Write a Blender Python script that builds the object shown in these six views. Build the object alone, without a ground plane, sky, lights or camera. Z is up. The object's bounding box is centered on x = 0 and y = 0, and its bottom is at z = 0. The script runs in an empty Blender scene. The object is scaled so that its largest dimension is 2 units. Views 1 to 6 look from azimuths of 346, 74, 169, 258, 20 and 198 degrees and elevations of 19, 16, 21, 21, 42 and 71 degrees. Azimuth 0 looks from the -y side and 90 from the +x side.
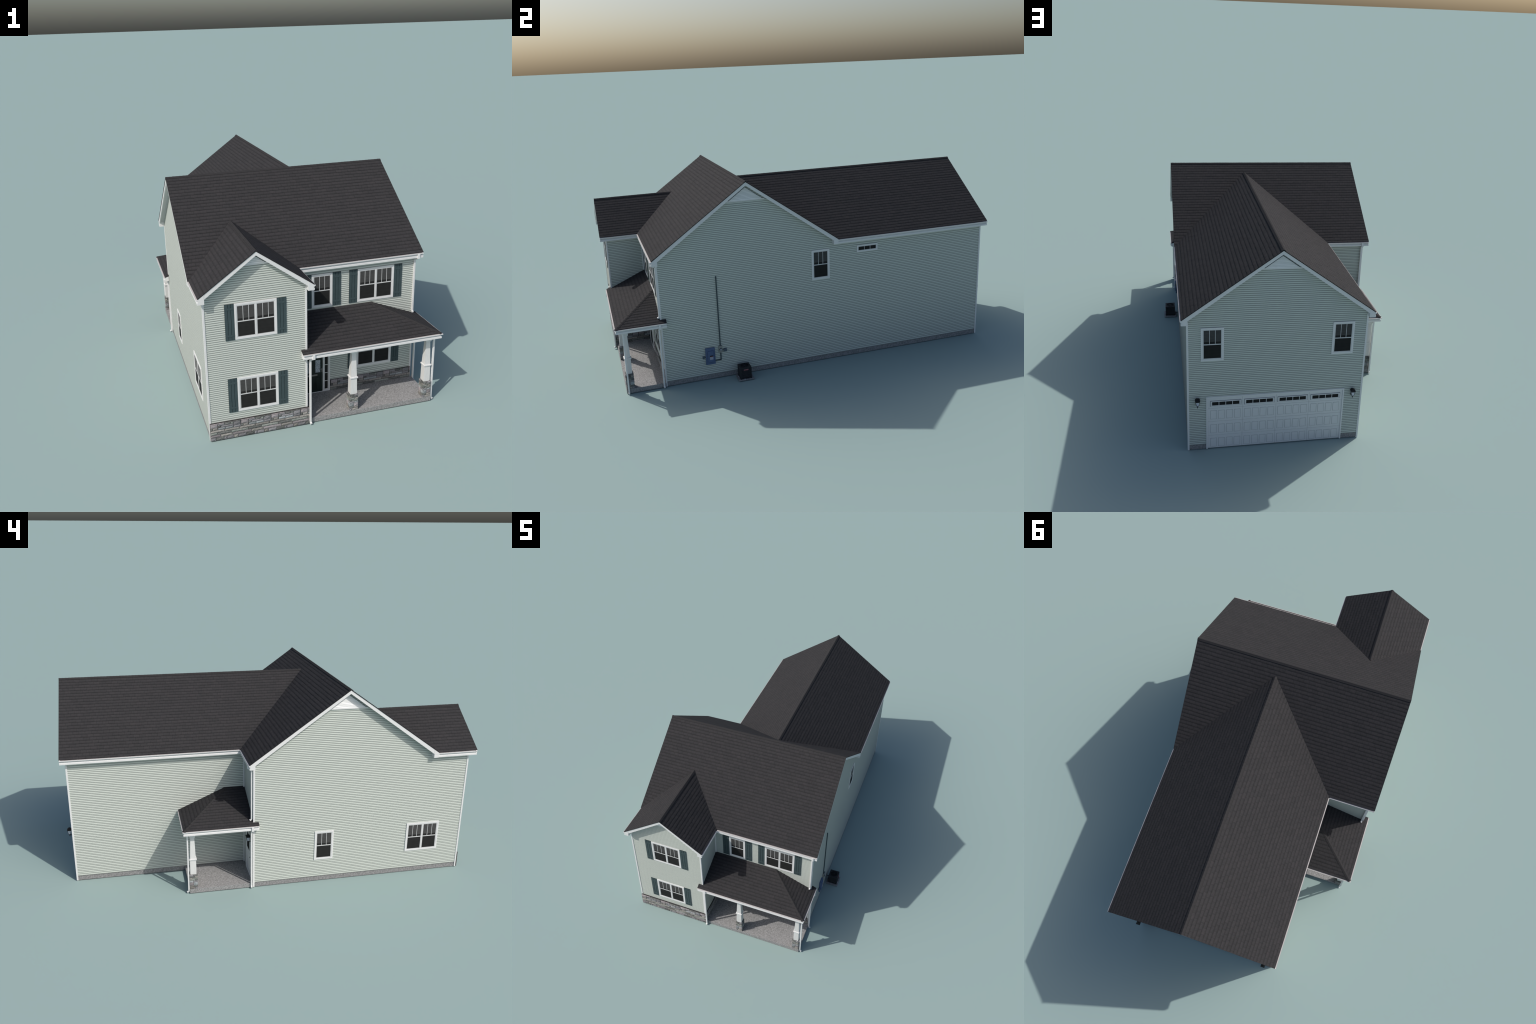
"""Two-storey suburban house: lap siding, dark shingle roofs, two porches,
garage door, stone veneer, and an air conditioner standing beside it."""
import bpy, math, random
from mathutils import Vector, Matrix

rng = random.Random(7)
S = bpy.context.scene.collection

# ------------------------------------------------------------------ materials
def nt(name, rough=0.7, spec=0.25):
    m = bpy.data.materials.new(name)
    m.use_nodes = True
    t = m.node_tree
    b = t.nodes["Principled BSDF"]
    b.inputs["Roughness"].default_value = rough
    b.inputs["Specular IOR Level"].default_value = spec
    return m, t, b

def L(t, a, b):
    t.links.new(a, b)

def math_node(t, op, a, b=None, c=None):
    n = t.nodes.new("ShaderNodeMath")
    n.operation = op
    for i, v in enumerate((a, b, c)):
        if v is None:
            continue
        if isinstance(v, (int, float)):
            n.inputs[i].default_value = v
        else:
            L(t, v, n.inputs[i])
    return n.outputs[0]

def ramp(t, fac, stops, interp="LINEAR"):
    n = t.nodes.new("ShaderNodeValToRGB")
    n.color_ramp.interpolation = interp
    e = n.color_ramp.elements
    while len(e) < len(stops):
        e.new(0.5)
    for i, (p, c) in enumerate(stops):
        e[i].position = p
        e[i].color = (*c, 1) if len(c) == 3 else c
    L(t, fac, n.inputs[0])
    return n.outputs[0]

def mix(t, kind, fac, a, b):
    n = t.nodes.new("ShaderNodeMix")
    n.data_type = "RGBA"
    n.blend_type = kind
    for sock, v in ((n.inputs[0], fac), (n.inputs[6], a), (n.inputs[7], b)):
        if isinstance(v, (int, float)):
            sock.default_value = v
        elif isinstance(v, tuple):
            sock.default_value = (*v, 1)
        else:
            L(t, v, sock)
    return n.outputs[2]

def coords(t):
    return t.nodes.new("ShaderNodeTexCoord").outputs["Object"]

def noise(t, vec, scale, detail=3, rough=0.6):
    n = t.nodes.new("ShaderNodeTexNoise")
    n.inputs["Scale"].default_value = scale
    n.inputs["Detail"].default_value = detail
    n.inputs["Roughness"].default_value = rough
    L(t, vec, n.inputs["Vector"])
    return n.outputs["Fac"]

def stretch(t, vec, s):
    n = t.nodes.new("ShaderNodeMapping")
    n.inputs["Scale"].default_value = s
    L(t, vec, n.inputs["Vector"])
    return n.outputs[0]

def bump(t, b, h, strength, dist=0.001):
    n = t.nodes.new("ShaderNodeBump")
    n.inputs["Strength"].default_value = strength
    n.inputs["Distance"].default_value = dist
    L(t, h, n.inputs["Height"])
    L(t, n.outputs[0], b.inputs["Normal"])

def speckled(name, dark, light, scale, rough=0.8, spec=0.2, bumpy=0.0, squash=(1, 1, 1)):
    m, t, b = nt(name, rough, spec)
    f = noise(t, stretch(t, coords(t), squash), scale, 4, 0.65)
    L(t, ramp(t, f, [(0.3, dark), (0.7, light)]), b.inputs["Base Color"])
    if bumpy:
        bump(t, b, f, bumpy)
    return m

def tone(c, k):
    return tuple(x * k for x in c)

def plain(name, c, rough=0.6, spec=0.3, metal=0.0, var=0.06):
    m = speckled(name, tone(c, 1 - var), tone(c, 1 + var), 60, rough, spec)
    m.node_tree.nodes["Principled BSDF"].inputs["Metallic"].default_value = metal
    return m

LAP = 0.00916          # height of one siding course
LAP0 = 0.0247          # height where the first course starts
COURSE = 0.0184        # exposure of one shingle course
TAB = 0.0292           # width of one shingle
STAG = 0.37

def siding_material():
    m, t, b = nt("vinyl_siding", 0.65, 0.2)
    co = coords(t)
    z = t.nodes.new("ShaderNodeSeparateXYZ")
    L(t, co, z.inputs[0])
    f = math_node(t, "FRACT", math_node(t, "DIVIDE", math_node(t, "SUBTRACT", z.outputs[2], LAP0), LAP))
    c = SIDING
    col = ramp(t, f, [(0.0, tone(c, 0.28)), (0.15, tone(c, 0.33)), (0.28, tone(c, 0.74)),  # lap shadow and face shading painted into each course
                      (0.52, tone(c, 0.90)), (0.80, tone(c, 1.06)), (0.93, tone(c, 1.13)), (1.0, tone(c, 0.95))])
    g = noise(t, stretch(t, co, (6, 6, 40)), 3, 3)
    col = mix(t, "MULTIPLY", 1.0, col, ramp(t, g, [(0.3, (0.98, 0.98, 0.98)), (0.7, (1.015, 1.015, 1.015))]))
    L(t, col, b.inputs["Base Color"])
    return m

def shingle_material():
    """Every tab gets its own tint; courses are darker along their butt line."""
    m, t, b = nt("roof_shingle", 0.95, 0.10)
    co = coords(t)
    s = t.nodes.new("ShaderNodeSeparateXYZ")
    L(t, co, s.inputs[0])
    v = math_node(t, "DIVIDE", s.outputs[1], COURSE)
    row = math_node(t, "FLOOR", v)
    fv = math_node(t, "FRACT", v)
    u = math_node(t, "ADD", math_node(t, "DIVIDE", s.outputs[0], TAB), math_node(t, "MULTIPLY", row, STAG))
    cell = math_node(t, "FLOOR", u)
    fu = math_node(t, "FRACT", u)
    cv = t.nodes.new("ShaderNodeCombineXYZ")
    L(t, cell, cv.inputs[0])
    L(t, row, cv.inputs[1])
    w = t.nodes.new("ShaderNodeTexWhiteNoise")
    w.noise_dimensions = "2D"
    L(t, cv.outputs[0], w.inputs["Vector"])
    c = SHINGLE
    col = ramp(t, w.outputs["Value"], [(0.0, tone(c, 0.93)), (0.5, c), (1.0, (c[0] * 1.06, c[1] * 1.04, c[2] * 1.04))])
    line = ramp(t, fv, [(0.0, (0.74,) * 3), (0.16, (0.80,) * 3), (0.34, (0.99,) * 3), (0.72, (1.04,) * 3),  # shadow under the overlapping course, drawn as a dark band
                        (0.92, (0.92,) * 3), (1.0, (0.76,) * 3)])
    seam = ramp(t, fu, [(0.0, (0.74,) * 3), (0.05, (1.0,) * 3), (0.95, (1.0,) * 3), (1.0, (0.74,) * 3)])
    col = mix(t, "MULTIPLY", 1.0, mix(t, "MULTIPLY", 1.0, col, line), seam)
    g = noise(t, co, 420, 2)
    col = mix(t, "MULTIPLY", 1.0, col, ramp(t, g, [(0.3, (0.84,) * 3), (0.7, (1.16,) * 3)]))
    g2 = noise(t, co, 95, 3)
    col = mix(t, "MULTIPLY", 1.0, col, ramp(t, g2, [(0.3, (0.90, 0.92, 0.92)), (0.7, (1.12, 1.08, 1.08))]))
    L(t, col, b.inputs["Base Color"])
    bump(t, b, g, 0.3)
    return m

def window_material(name, c):
    m, t, b = nt(name, 0.6, 0.03)
    f = noise(t, stretch(t, coords(t), (1, 1, 2.5)), 38, 2)
    L(t, ramp(t, f, [(0.35, tone(c, 0.92)), (0.75, tone(c, 1.15))]), b.inputs["Base Color"])
    return m

def leaded_glass():
    m, t, b = nt("leaded_glass", 0.3, 0.4)
    v = t.nodes.new("ShaderNodeTexVoronoi")
    v.feature = "DISTANCE_TO_EDGE"
    v.inputs["Scale"].default_value = 130
    L(t, stretch(t, coords(t), (1, 1, 0.55)), v.inputs["Vector"])
    L(t, ramp(t, v.outputs["Distance"], [(0.02, (0.22, 0.25, 0.30)), (0.12, (0.44, 0.49, 0.54))]), b.inputs["Base Color"])
    return m

SIDING = (0.590, 0.630, 0.585)
SHINGLE = (0.0390, 0.0386, 0.0408)
M = dict(
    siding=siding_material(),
    shingle=shingle_material(),
    deck=plain("roof_edge", (0.022, 0.021, 0.022), 0.95, 0.1),  # near black, giving the rake tops their dark shading
    butt=plain("shingle_butt", (0.033, 0.0315, 0.0325), 0.95, 0.1),  # shingle colour darkened so butt edges look shadowed even in sun
    cap=speckled("ridge_cap_shingle", (0.029, 0.0283, 0.0297), (0.0445, 0.0433, 0.0452), 300, 0.95, 0.1),
    white=plain("white_trim", (0.70, 0.70, 0.70), 0.5, 0.3, var=0.02),
    grain=speckled("white_board", (0.60, 0.605, 0.60), (0.70, 0.70, 0.69), 60, 0.6, 0.25, 0.1, (8, 8, 0.7)),
    soffit=plain("soffit_white", (0.64, 0.64, 0.63), 0.7, 0.2, var=0.02),
    concrete=speckled("concrete", (0.165, 0.163, 0.166), (0.335, 0.330, 0.335), 130, 0.9, 0.15, 0.3),
    paving=speckled("aggregate_floor", (0.160, 0.160, 0.162), (0.385, 0.381, 0.384), 200, 0.9, 0.15, 0.3),
    mortar=plain("mortar", (0.045, 0.044, 0.045), 0.95, 0.1),
    shutter=speckled("shutter_green", (0.041, 0.063, 0.069), (0.053, 0.078, 0.084), 30, 0.6, 0.25),
    gap=plain("shutter_gap", (0.014, 0.024, 0.026), 0.8, 0.1),
    pane=window_material("window_glass", (0.025, 0.0255, 0.0255)),
    blind=window_material("window_blind", (0.068, 0.068, 0.068)),
    door=speckled("door_green", (0.008, 0.018, 0.017), (0.012, 0.025, 0.023), 40, 0.5, 0.3),
    lead=leaded_glass(),
    brass=plain("pewter_fitting", (0.22, 0.22, 0.21), 0.45, 0.4),
    sash=plain("sash_white", (0.58, 0.585, 0.59), 0.5, 0.3, var=0.02),  # white greyed down for the shading of the shallow recess
    ventgap=plain("vent_gap", (0.40, 0.42, 0.42), 0.8, 0.1),
    vent=plain("vent_white", (0.88, 0.88, 0.88), 0.5, 0.3, var=0.02),
    drip=plain("drip_edge", (0.50, 0.475, 0.475), 0.6, 0.2),
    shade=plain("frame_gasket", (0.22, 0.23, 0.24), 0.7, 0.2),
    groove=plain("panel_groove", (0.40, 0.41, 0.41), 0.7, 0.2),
    black=plain("black_iron", (0.008, 0.008, 0.009), 0.5, 0.3),
    lampglass=plain("lamp_glass", (0.52, 0.54, 0.62), 0.2, 0.5, var=0.15),
    blue=plain("blue_enclosure", (0.088, 0.132, 0.240), 0.5, 0.3),
    steel=plain("conduit_grey", (0.045, 0.068, 0.080), 0.5, 0.3),
    box=plain("box_grey", (0.085, 0.115, 0.145), 0.5, 0.3),
    meter=plain("meter_grey", (0.26, 0.27, 0.25), 0.5, 0.3),
    label=plain("paper_label", (0.36, 0.38, 0.45), 0.6, 0.2),
    red=plain("red_badge", (0.36, 0.14, 0.15), 0.5, 0.3),
    coil=plain("condenser_black", (0.024, 0.026, 0.030), 0.55, 0.3),
    finedark=plain("condenser_recess", (0.007, 0.007, 0.008), 0.8, 0.1),
)
def stone_material(name, c):
    """Split stone: fine grain, and every block a little lighter or darker."""
    m = speckled(name, tone(c, 0.55), tone(c, 1.38), 260, 0.9, 0.15, 0.5, (0.6, 0.6, 1.6))
    t = m.node_tree
    b = t.nodes["Principled BSDF"]
    src = b.inputs["Base Color"].links[0].from_socket
    r = t.nodes.new("ShaderNodeObjectInfo").outputs["Random"]
    L(t, mix(t, "MULTIPLY", 1.0, src, ramp(t, r, [(0.0, (0.74,) * 3), (1.0, (1.24,) * 3)])), b.inputs["Base Color"])
    return m

STONE = [stone_material("stone_" + n, c) for n, c in (
    ("mauve", (0.285, 0.262, 0.272)), ("slate", (0.140, 0.146, 0.142)), ("bluish", (0.290, 0.312, 0.325)),
    ("green", (0.225, 0.240, 0.225)), ("tan", (0.250, 0.240, 0.226)), ("grey", (0.225, 0.222, 0.235)))]
MAUVE, SLATE, BLUISH, GREEN, TAN, GREY = range(6)

# ------------------------------------------------------------------- builders
class MB:
    """Collects polygons; optional frame maps local points."""
    def __init__(self, frame=None):
        self.v, self.f, self.k, self.fr = [], [], [], frame

    def pt(self, p):
        p = Vector(p)
        if self.fr is not None:
            p = self.fr @ p
        self.v.append(p)
        return len(self.v) - 1

    def poly(self, pts, slot=0):
        self.f.append([self.pt(p) for p in pts])
        self.k.append(slot)

    def prism(self, base, off, slot=0):
        """Closed solid: a planar polygon swept by the vector off."""
        off = Vector(off)
        a = [Vector(p) for p in base]
        n = len(a)
        nrm = Vector((0, 0, 0))
        for i in range(n):
            nrm += a[i].cross(a[(i + 1) % n])
        if nrm.dot(off) > 0:
            a.reverse()
        b = [p + off for p in a]
        ia = [self.pt(p) for p in a]
        ib = [self.pt(p) for p in b]
        self.f.append(ia)
        self.f.append(ib[::-1])
        self.k += [slot, slot]
        for i in range(n):
            j = (i + 1) % n
            self.f.append([ia[j], ia[i], ib[i], ib[j]])
            self.k.append(slot)

    def box(self, x0, x1, y0, y1, z0, z1, slot=0):
        self.prism([(x0, y0, z0), (x1, y0, z0), (x1, y1, z0), (x0, y1, z0)], (0, 0, z1 - z0), slot)

    def wbox(self, a0, a1, z0, z1, d0, d1, slot=0):
        """Box in a wall frame: a along the wall, z up, d outwards."""
        self.box(a0, a1, -d1, -d0, z0, z1, slot)

    def ring(self, a0, a1, z0, z1, w, d0, d1, slot=0):
        self.wbox(a0, a1, z1 - w, z1, d0, d1, slot)
        self.wbox(a0, a1, z0, z0 + w, d0, d1, slot)
        self.wbox(a0, a0 + w, z0 + w, z1 - w, d0, d1, slot)
        self.wbox(a1 - w, a1, z0 + w, z1 - w, d0, d1, slot)

    def frustum(self, c, z0, r0, z1, r1, n=4, rot=math.pi / 4, slot=0):
        ring = lambda z, r: [self.pt((c[0] + r * math.cos(rot + i * 2 * math.pi / n),
                                      c[1] + r * math.sin(rot + i * 2 * math.pi / n), z)) for i in range(n)]
        a, b = ring(z0, r0), ring(z1, r1)
        self.f += [a[::-1], b]
        self.k += [slot, slot]
        for i in range(n):
            j = (i + 1) % n
            self.f.append([a[i], a[j], b[j], b[i]])
            self.k.append(slot)

    def sweep(self, path, w, d, slot=0):
        """Rectangular tube along a polyline; w across, d the other way."""
        path = [Vector(p) for p in path]
        rings = []
        side = None
        for i, p in enumerate(path):
            t = (path[min(i + 1, len(path) - 1)] - path[max(i - 1, 0)]).normalized()
            ref = Vector(SWEEP_REF)
            s = (ref - t * ref.dot(t)).normalized()
            q = t.cross(s)
            rings.append([self.pt(p + s * (w / 2) * i1 + q * (d / 2) * i2) for i1, i2 in ((1, 1), (-1, 1), (-1, -1), (1, -1))])
        for a, b in zip(rings, rings[1:]):
            for i in range(4):
                j = (i + 1) % 4
                self.f.append([a[i], b[i], b[j], a[j]])
                self.k.append(slot)
        self.f += [rings[0], rings[-1][::-1]]
        self.k += [slot, slot]

    def mesh(self, name, mats):
        me = bpy.data.meshes.new(name)
        me.from_pydata(self.v, [], self.f)
        for m in mats:
            me.materials.append(m)
        me.polygons.foreach_set("material_index", self.k)
        me.validate()
        me.update()
        return me

SWEEP_REF = (1, 0.001, 0)

def put(name, data, parent, local=None, kind=None, bevel=0.0):
    o = bpy.data.objects.new(name, data)
    S.objects.link(o)
    if parent is not None:
        o.parent = parent
    if local is not None:
        o.matrix_local = local
    if kind:
        o["kind"] = kind
    if bevel:
        b = o.modifiers.new("edge", "BEVEL")
        b.width, b.segments, b.limit_method, b.angle_limit = bevel, 2, "ANGLE", math.radians(40)
    return o

def make(name, mb, mats, parent, local=None, kind=None, bevel=0.0):
    mats = mats if isinstance(mats, (list, tuple)) else [mats]
    return put(name, mb.mesh(name, mats), parent, local, kind, bevel)

def frame(ox, oy, oz, ax, ay):
    """Local X runs along (ax, ay), local -Y points out of the wall, Z up."""
    a = Vector((ax, ay, 0))
    into = Vector((0, 0, 1)).cross(a)
    m = Matrix.Identity(4)
    m.col[0][:3], m.col[1][:3], m.col[2][:3], m.col[3][:3] = a, into, (0, 0, 1), (ox, oy, oz)
    return m

T = Matrix.Translation

# ----------------------------------------------------------- plan of the house
XL, XR = -0.5312, 0.4755           # left and right faces of the main block
XG = -0.1065                       # right face of the front gable wing
XB = -0.2985                      # left face of the rear wing
YF, YM, YS, YR = -0.9655, -0.7755, 0.1165, 0.9715   # wing front, main front, step, rear
TANR = 0.711                       # main roof pitch
EAVE = 0.650
RIDGE_Y, RIDGE_Z = -0.3275, 0.9845
REAR_X, REAR_Z = 0.0885, 0.9450
GAB_X, GAB_Z = -0.318, 0.8200
RAKE_L, RAKE_R, RAKE_F, RAKE_B = -0.5582, 0.5022, -0.9965, 0.997
E_MAIN_F, E_MAIN_B = -0.8012, 0.1440     # eave lines
E_REAR_L, E_REAR_R = -0.3265, 0.5030
E_GAB_L, E_GAB_R = -0.5575, -0.0785
SOFFIT = 0.6272
FLOOR = 0.0225                     # porch slab top
FOOT = 0.0247                      # foundation top

house = bpy.data.objects.new("suburban_house", None)
S.objects.link(house)
house["label"] = "two-storey pale green clapboard house with dark shingle roof and porches"
house["category"] = "house"

FR_GABLE = frame(0, YF, 0, 1, 0)
FR_MAIN = frame(0, YM, 0, 1, 0)
FR_RIGHT = frame(XR, 0, 0, 0, 1)
FR_REAR = frame(0, YR, 0, -1, 0)
FR_LEFT = frame(XL, 0, 0, 0, -1)
FR_STEP = frame(0, YS, 0, -1, 0)
FR_WINGSIDE = frame(XG, 0, 0, 0, 1)
FR_REARSIDE = frame(XB, 0, 0, 0, -1)

# ----------------------------------------------------------------- lap siding
def siding_wall(fr, profile, holes=(), inset=0.0008):
    """profile: (z, a0, a1) break points, bottom to top; holes: (a0, a1, z0, z1)."""
    mb = MB(fr)
    def span(z, up):
        for (z0, p0, q0), (z1, p1, q1) in zip(profile, profile[1:]):
            if z1 > z0 and z0 - 1e-9 <= z <= z1 + 1e-9 and (z < z1 - 1e-9 if up else z > z0 + 1e-9):
                k = (z - z0) / (z1 - z0)
                return p0 + (p1 - p0) * k, q0 + (q1 - q0) * k
        return None
    zlo, zhi = profile[0][0], profile[-1][0]
    cuts = {zlo, zhi} | {p[0] for p in profile} | {h[2] for h in holes} | {h[3] for h in holes}
    k = math.floor((zlo - LAP0) / LAP)
    while LAP0 + k * LAP < zhi:
        cuts.add(LAP0 + k * LAP)
        k += 1
    cuts = sorted(c for c in cuts if zlo - 1e-9 <= c <= zhi + 1e-9)
    out = lambda z, fl: 0.0014 - inset - 0.0013 * ((z - LAP0) / LAP - fl)
    for z0, z1 in zip(cuts, cuts[1:]):
        if z1 - z0 < 2e-5:
            continue
        fl = math.floor(((z0 + z1) / 2 - LAP0) / LAP)
        s0, s1 = span(z0, True), span(z1, False)
        if not s0 or not s1:
            continue
        pieces = [(s0[0], s0[1], s1[0], s1[1])]
        for h in holes:
            if h[2] <= z0 + 1e-9 and h[3] >= z1 - 1e-9:
                nxt = []
                for a0, b0, a1, b1 in pieces:
                    if h[1] <= min(a0, a1) or h[0] >= max(b0, b1):
                        nxt.append((a0, b0, a1, b1))
                    else:
                        if h[0] > a0:
                            nxt.append((a0, h[0], a1, h[0]))
                        if h[1] < b0:
                            nxt.append((h[1], b0, h[1], b1))
                pieces = nxt
        d0, d1 = out(z0, fl), out(z1, fl)
        for a0, b0, a1, b1 in pieces:
            F = [(a0, -d0, z0), (b0, -d0, z0), (b1, -d1, z1), (a1, -d1, z1)]
            B = [(p[0], 0.010, p[2]) for p in F]
            mb.poly(F)
            mb.poly(B[::-1])
            for i in range(4):
                j = (i + 1) % 4
                mb.poly([F[j], F[i], B[i], B[j]])
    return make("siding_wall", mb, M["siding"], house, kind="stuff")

HM = 0.005
def hole(a, z, w, h):
    return (a + HM, a + w - HM, z + HM, z + h - HM)

W2, W1, WH = 0.1745, 0.0965, 0.1555
ZUP, ZDN = 0.4465, 0.1183
WINDOWS = {  # wall frame -> (kind, a of the left edge, z of the bottom)
    "gable": [("double", -0.4065, ZUP), ("double", -0.4065, ZDN)],
    "main": [("single", -0.0175, ZUP), ("double", 0.1968, ZUP), ("double", 0.1968, ZDN)],
    "right": [("single", 0.0005, ZUP), ("transom", 0.2470, 0.5628)],
    "rear": [("single", -0.4182, ZUP), ("single", 0.1448, ZUP)],
    "left": [("single", 0.1902, ZDN), ("double", 0.6705, ZDN)],
}
SIZE = {"double": (W2, WH), "single": (W1, WH), "transom": (0.1160, 0.0375)}
def holes_of(key):
    return [hole(a, z, *SIZE[k]) for k, a, z in WINDOWS[key]]

under = 0.006                       # siding stops below the roof skin

def gable_profile(c, half, top):
    """Gable above the soffit: upright shoulders, then the roof slopes."""
    zs, ztop, hw = 0.636, top - under, half - 0.029
    return [(zs, c - hw, c + hw), (ztop - TANR * hw, c - hw, c + hw), (ztop, c, c)]

STONE_TOP = 0.0815
PSTONE_TOP = 0.0762
siding_wall(FR_GABLE, [(STONE_TOP, XL, XG), (0.636, XL, XG)] +
            gable_profile(GAB_X, E_GAB_R - GAB_X, GAB_Z), holes_of("gable"))
siding_wall(FR_MAIN, [(PSTONE_TOP, XG, XR), (0.638, XG, XR)],
            holes_of("main") + [(-0.101, 0.068, 0.0, 0.254)])
siding_wall(FR_RIGHT, [(FOOT, YM, YR), (0.636, YM, YR)] + gable_profile(RIDGE_Y, E_MAIN_B - RIDGE_Y, RIDGE_Z), holes_of("right"))
siding_wall(FR_LEFT, [(FOOT, -YS, -YF), (0.636, -YS, -YF)] + gable_profile(-RIDGE_Y, E_MAIN_B - RIDGE_Y, RIDGE_Z), holes_of("left"))
siding_wall(FR_REAR, [(FOOT, -XR, -XB), (0.636, -XR, -XB)] + gable_profile(-REAR_X, E_REAR_R - REAR_X, REAR_Z),
            holes_of("rear") + [(-0.3935, 0.2160, 0.0, 0.2650)])
siding_wall(FR_STEP, [(FLOOR, -XB, -XL), (0.638, -XB, -XL)], [(0.354, 0.473, 0.0, 0.256)])
siding_wall(FR_WINGSIDE, [(STONE_TOP, YF, YM), (0.638, YF, YM)])
siding_wall(FR_REARSIDE, [(FOOT, -YR, -YS), (0.638, -YR, -YS)])

# ----------------------------------------------- foundation and corner boards
mb = MB()
FI = 0.0015
mb.box(XL + FI, XR - FI, YM + 0.004, YS - FI, 0, FOOT)
mb.box(XL + FI, XG - FI, YF + FI, YM + 0.0035, 0, FOOT)
mb.box(XB + FI, XR - FI, YS - FI, YR - 0.018, 0, FOOT)
mb.box(0.3960, XR - FI, YR - 0.018, YR - FI, 0, FOOT)
mb.box(XB + FI, -0.2185, YR - 0.018, YR - FI, 0, FOOT)
make("foundation", mb, M["concrete"], house)

def corner_board(x, y, sx, sy, z0, z1):
    """L-shaped white post; the wall corner is at (x, y), outside is (sx, sy)."""
    mb = MB()
    t, w = 0.0020, 0.0062
    mb.prism([(x + sx * t, y + sy * t, z0), (x - sx * w, y + sy * t, z0), (x - sx * w, y, z0),
              (x, y, z0), (x, y - sy * w, z0), (x + sx * t, y - sy * w, z0)], (0, 0, z1 - z0))
    make("corner_board", mb, M["white"], house, bevel=0.0005)

TOPZ = 0.633
corner_board(XL, YF, -1, -1, 0.0, TOPZ)
corner_board(XG, YF, 1, -1, STONE_TOP, TOPZ)
corner_board(XR, YM, 1, -1, 0.0, TOPZ)
corner_board(XR, YR, 1, 1, 0.0, TOPZ)
corner_board(XB, YR, -1, 1, 0.0, TOPZ)
corner_board(XL, YS, -1, 1, 0.0, TOPZ)
def inner_board(x, y, sx, sy, z0, z1):
    mb = MB()
    w = 0.006
    mb.box(min(x, x + sx * w), max(x, x + sx * w), min(y, y + sy * w), max(y, y + sy * w), z0, z1)
    make("corner_board", mb, M["white"], house, bevel=0.0005)
inner_board(XG, YM, 1, -1, 0.4385, TOPZ)
inner_board(XB, YS, -1, 1, FLOOR, TOPZ)

# ----------------------------------------------------------------------- roofs
def clip(poly, x0, x1, y0, y1):
    def cut(p, inside, meet):
        out = []
        for i in range(len(p)):
            a, b = p[i - 1], p[i]
            if inside(b):
                if not inside(a):
                    out.append(meet(a, b))
                out.append(b)
            elif inside(a):
                out.append(meet(a, b))
        return out
    def at(ax, val):
        def f(a, b):
            k = (val - a[ax]) / (b[ax] - a[ax])
            return (a[0] + (b[0] - a[0]) * k, a[1] + (b[1] - a[1]) * k)
        return f
    for ax, val, sg in ((0, x0, 1), (0, x1, -1), (1, y0, 1), (1, y1, -1)):
        if not poly:
            break
        poly = cut(poly, lambda q: sg * (q[ax] - val) >= -1e-9, at(ax, val))
    return poly

def area(p):
    return 0.5 * sum(p[i - 1][0] * p[i][1] - p[i][0] * p[i - 1][1] for i in range(len(p)))

LIP = 0.0048                       # shingles stop this far short of the gutter lip

def roof_plane(parent, corners, origin, along):
    """Shingle one roof plane. corners: 3D outline; origin: a point on the eave;
    along: direction of the eave. Local axes: u along eave, v up the slope."""
    pts = [Vector(c) for c in corners]
    o, u = Vector(origin), Vector(along).normalized()
    n = Vector((0, 0, 0))
    for i in range(len(pts)):
        n += (pts[i - 1] - o).cross(pts[i] - o)
    n.normalize()
    if n.z < 0:
        n = -n
    v = n.cross(u)
    if v.z < 0:
        u = -u
        v = n.cross(u)
    m = Matrix.Identity(4)
    m.col[0][:3], m.col[1][:3], m.col[2][:3], m.col[3][:3] = u, v, n, o
    poly = [((p - o).dot(u), (p - o).dot(v)) for p in pts]
    poly = clip(poly, -9, 9, LIP, 9)
    if area(poly) < 0:
        poly.reverse()
    deck = MB()
    deck.prism([(a, b, -0.0007) for a, b in poly], (0, 0, -0.0024))
    make("roof_deck", deck, M["deck"], parent, m)
    mb = MB()
    us, vs = [p[0] for p in poly], [p[1] for p in poly]
    j0, j1 = math.floor(min(vs) / COURSE + 1e-6), math.ceil(max(vs) / COURSE - 1e-6)
    for j in range(j0, j1):
        v0, v1 = j * COURSE, (j + 1) * COURSE
        off = -j * STAG * TAB
        i0 = math.floor((min(us) - off) / TAB)
        i1 = math.ceil((max(us) - off) / TAB)
        for i in range(i0, i1):
            q = clip(poly, off + i * TAB + 0.00015, off + (i + 1) * TAB - 0.00015, v0, v1)
            if len(q) < 3 or abs(area(q)) < 1e-7:
                continue
            th = 0.0008 + rng.uniform(-0.0003, 0.0003)
            top = [(a, b, th * (1 - (b - v0) / COURSE * 0.92) - 0.0006) for a, b in q]
            bot = [(a, b, -0.0008) for a, b in q]
            mb.poly(top)
            for k in range(len(q)):
                l = (k + 1) % len(q)
                mb.poly([top[k], bot[k], bot[l], top[l]], 1)
    make("shingles", mb, [M["shingle"], M["butt"]], parent, m, kind="stuff")

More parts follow.
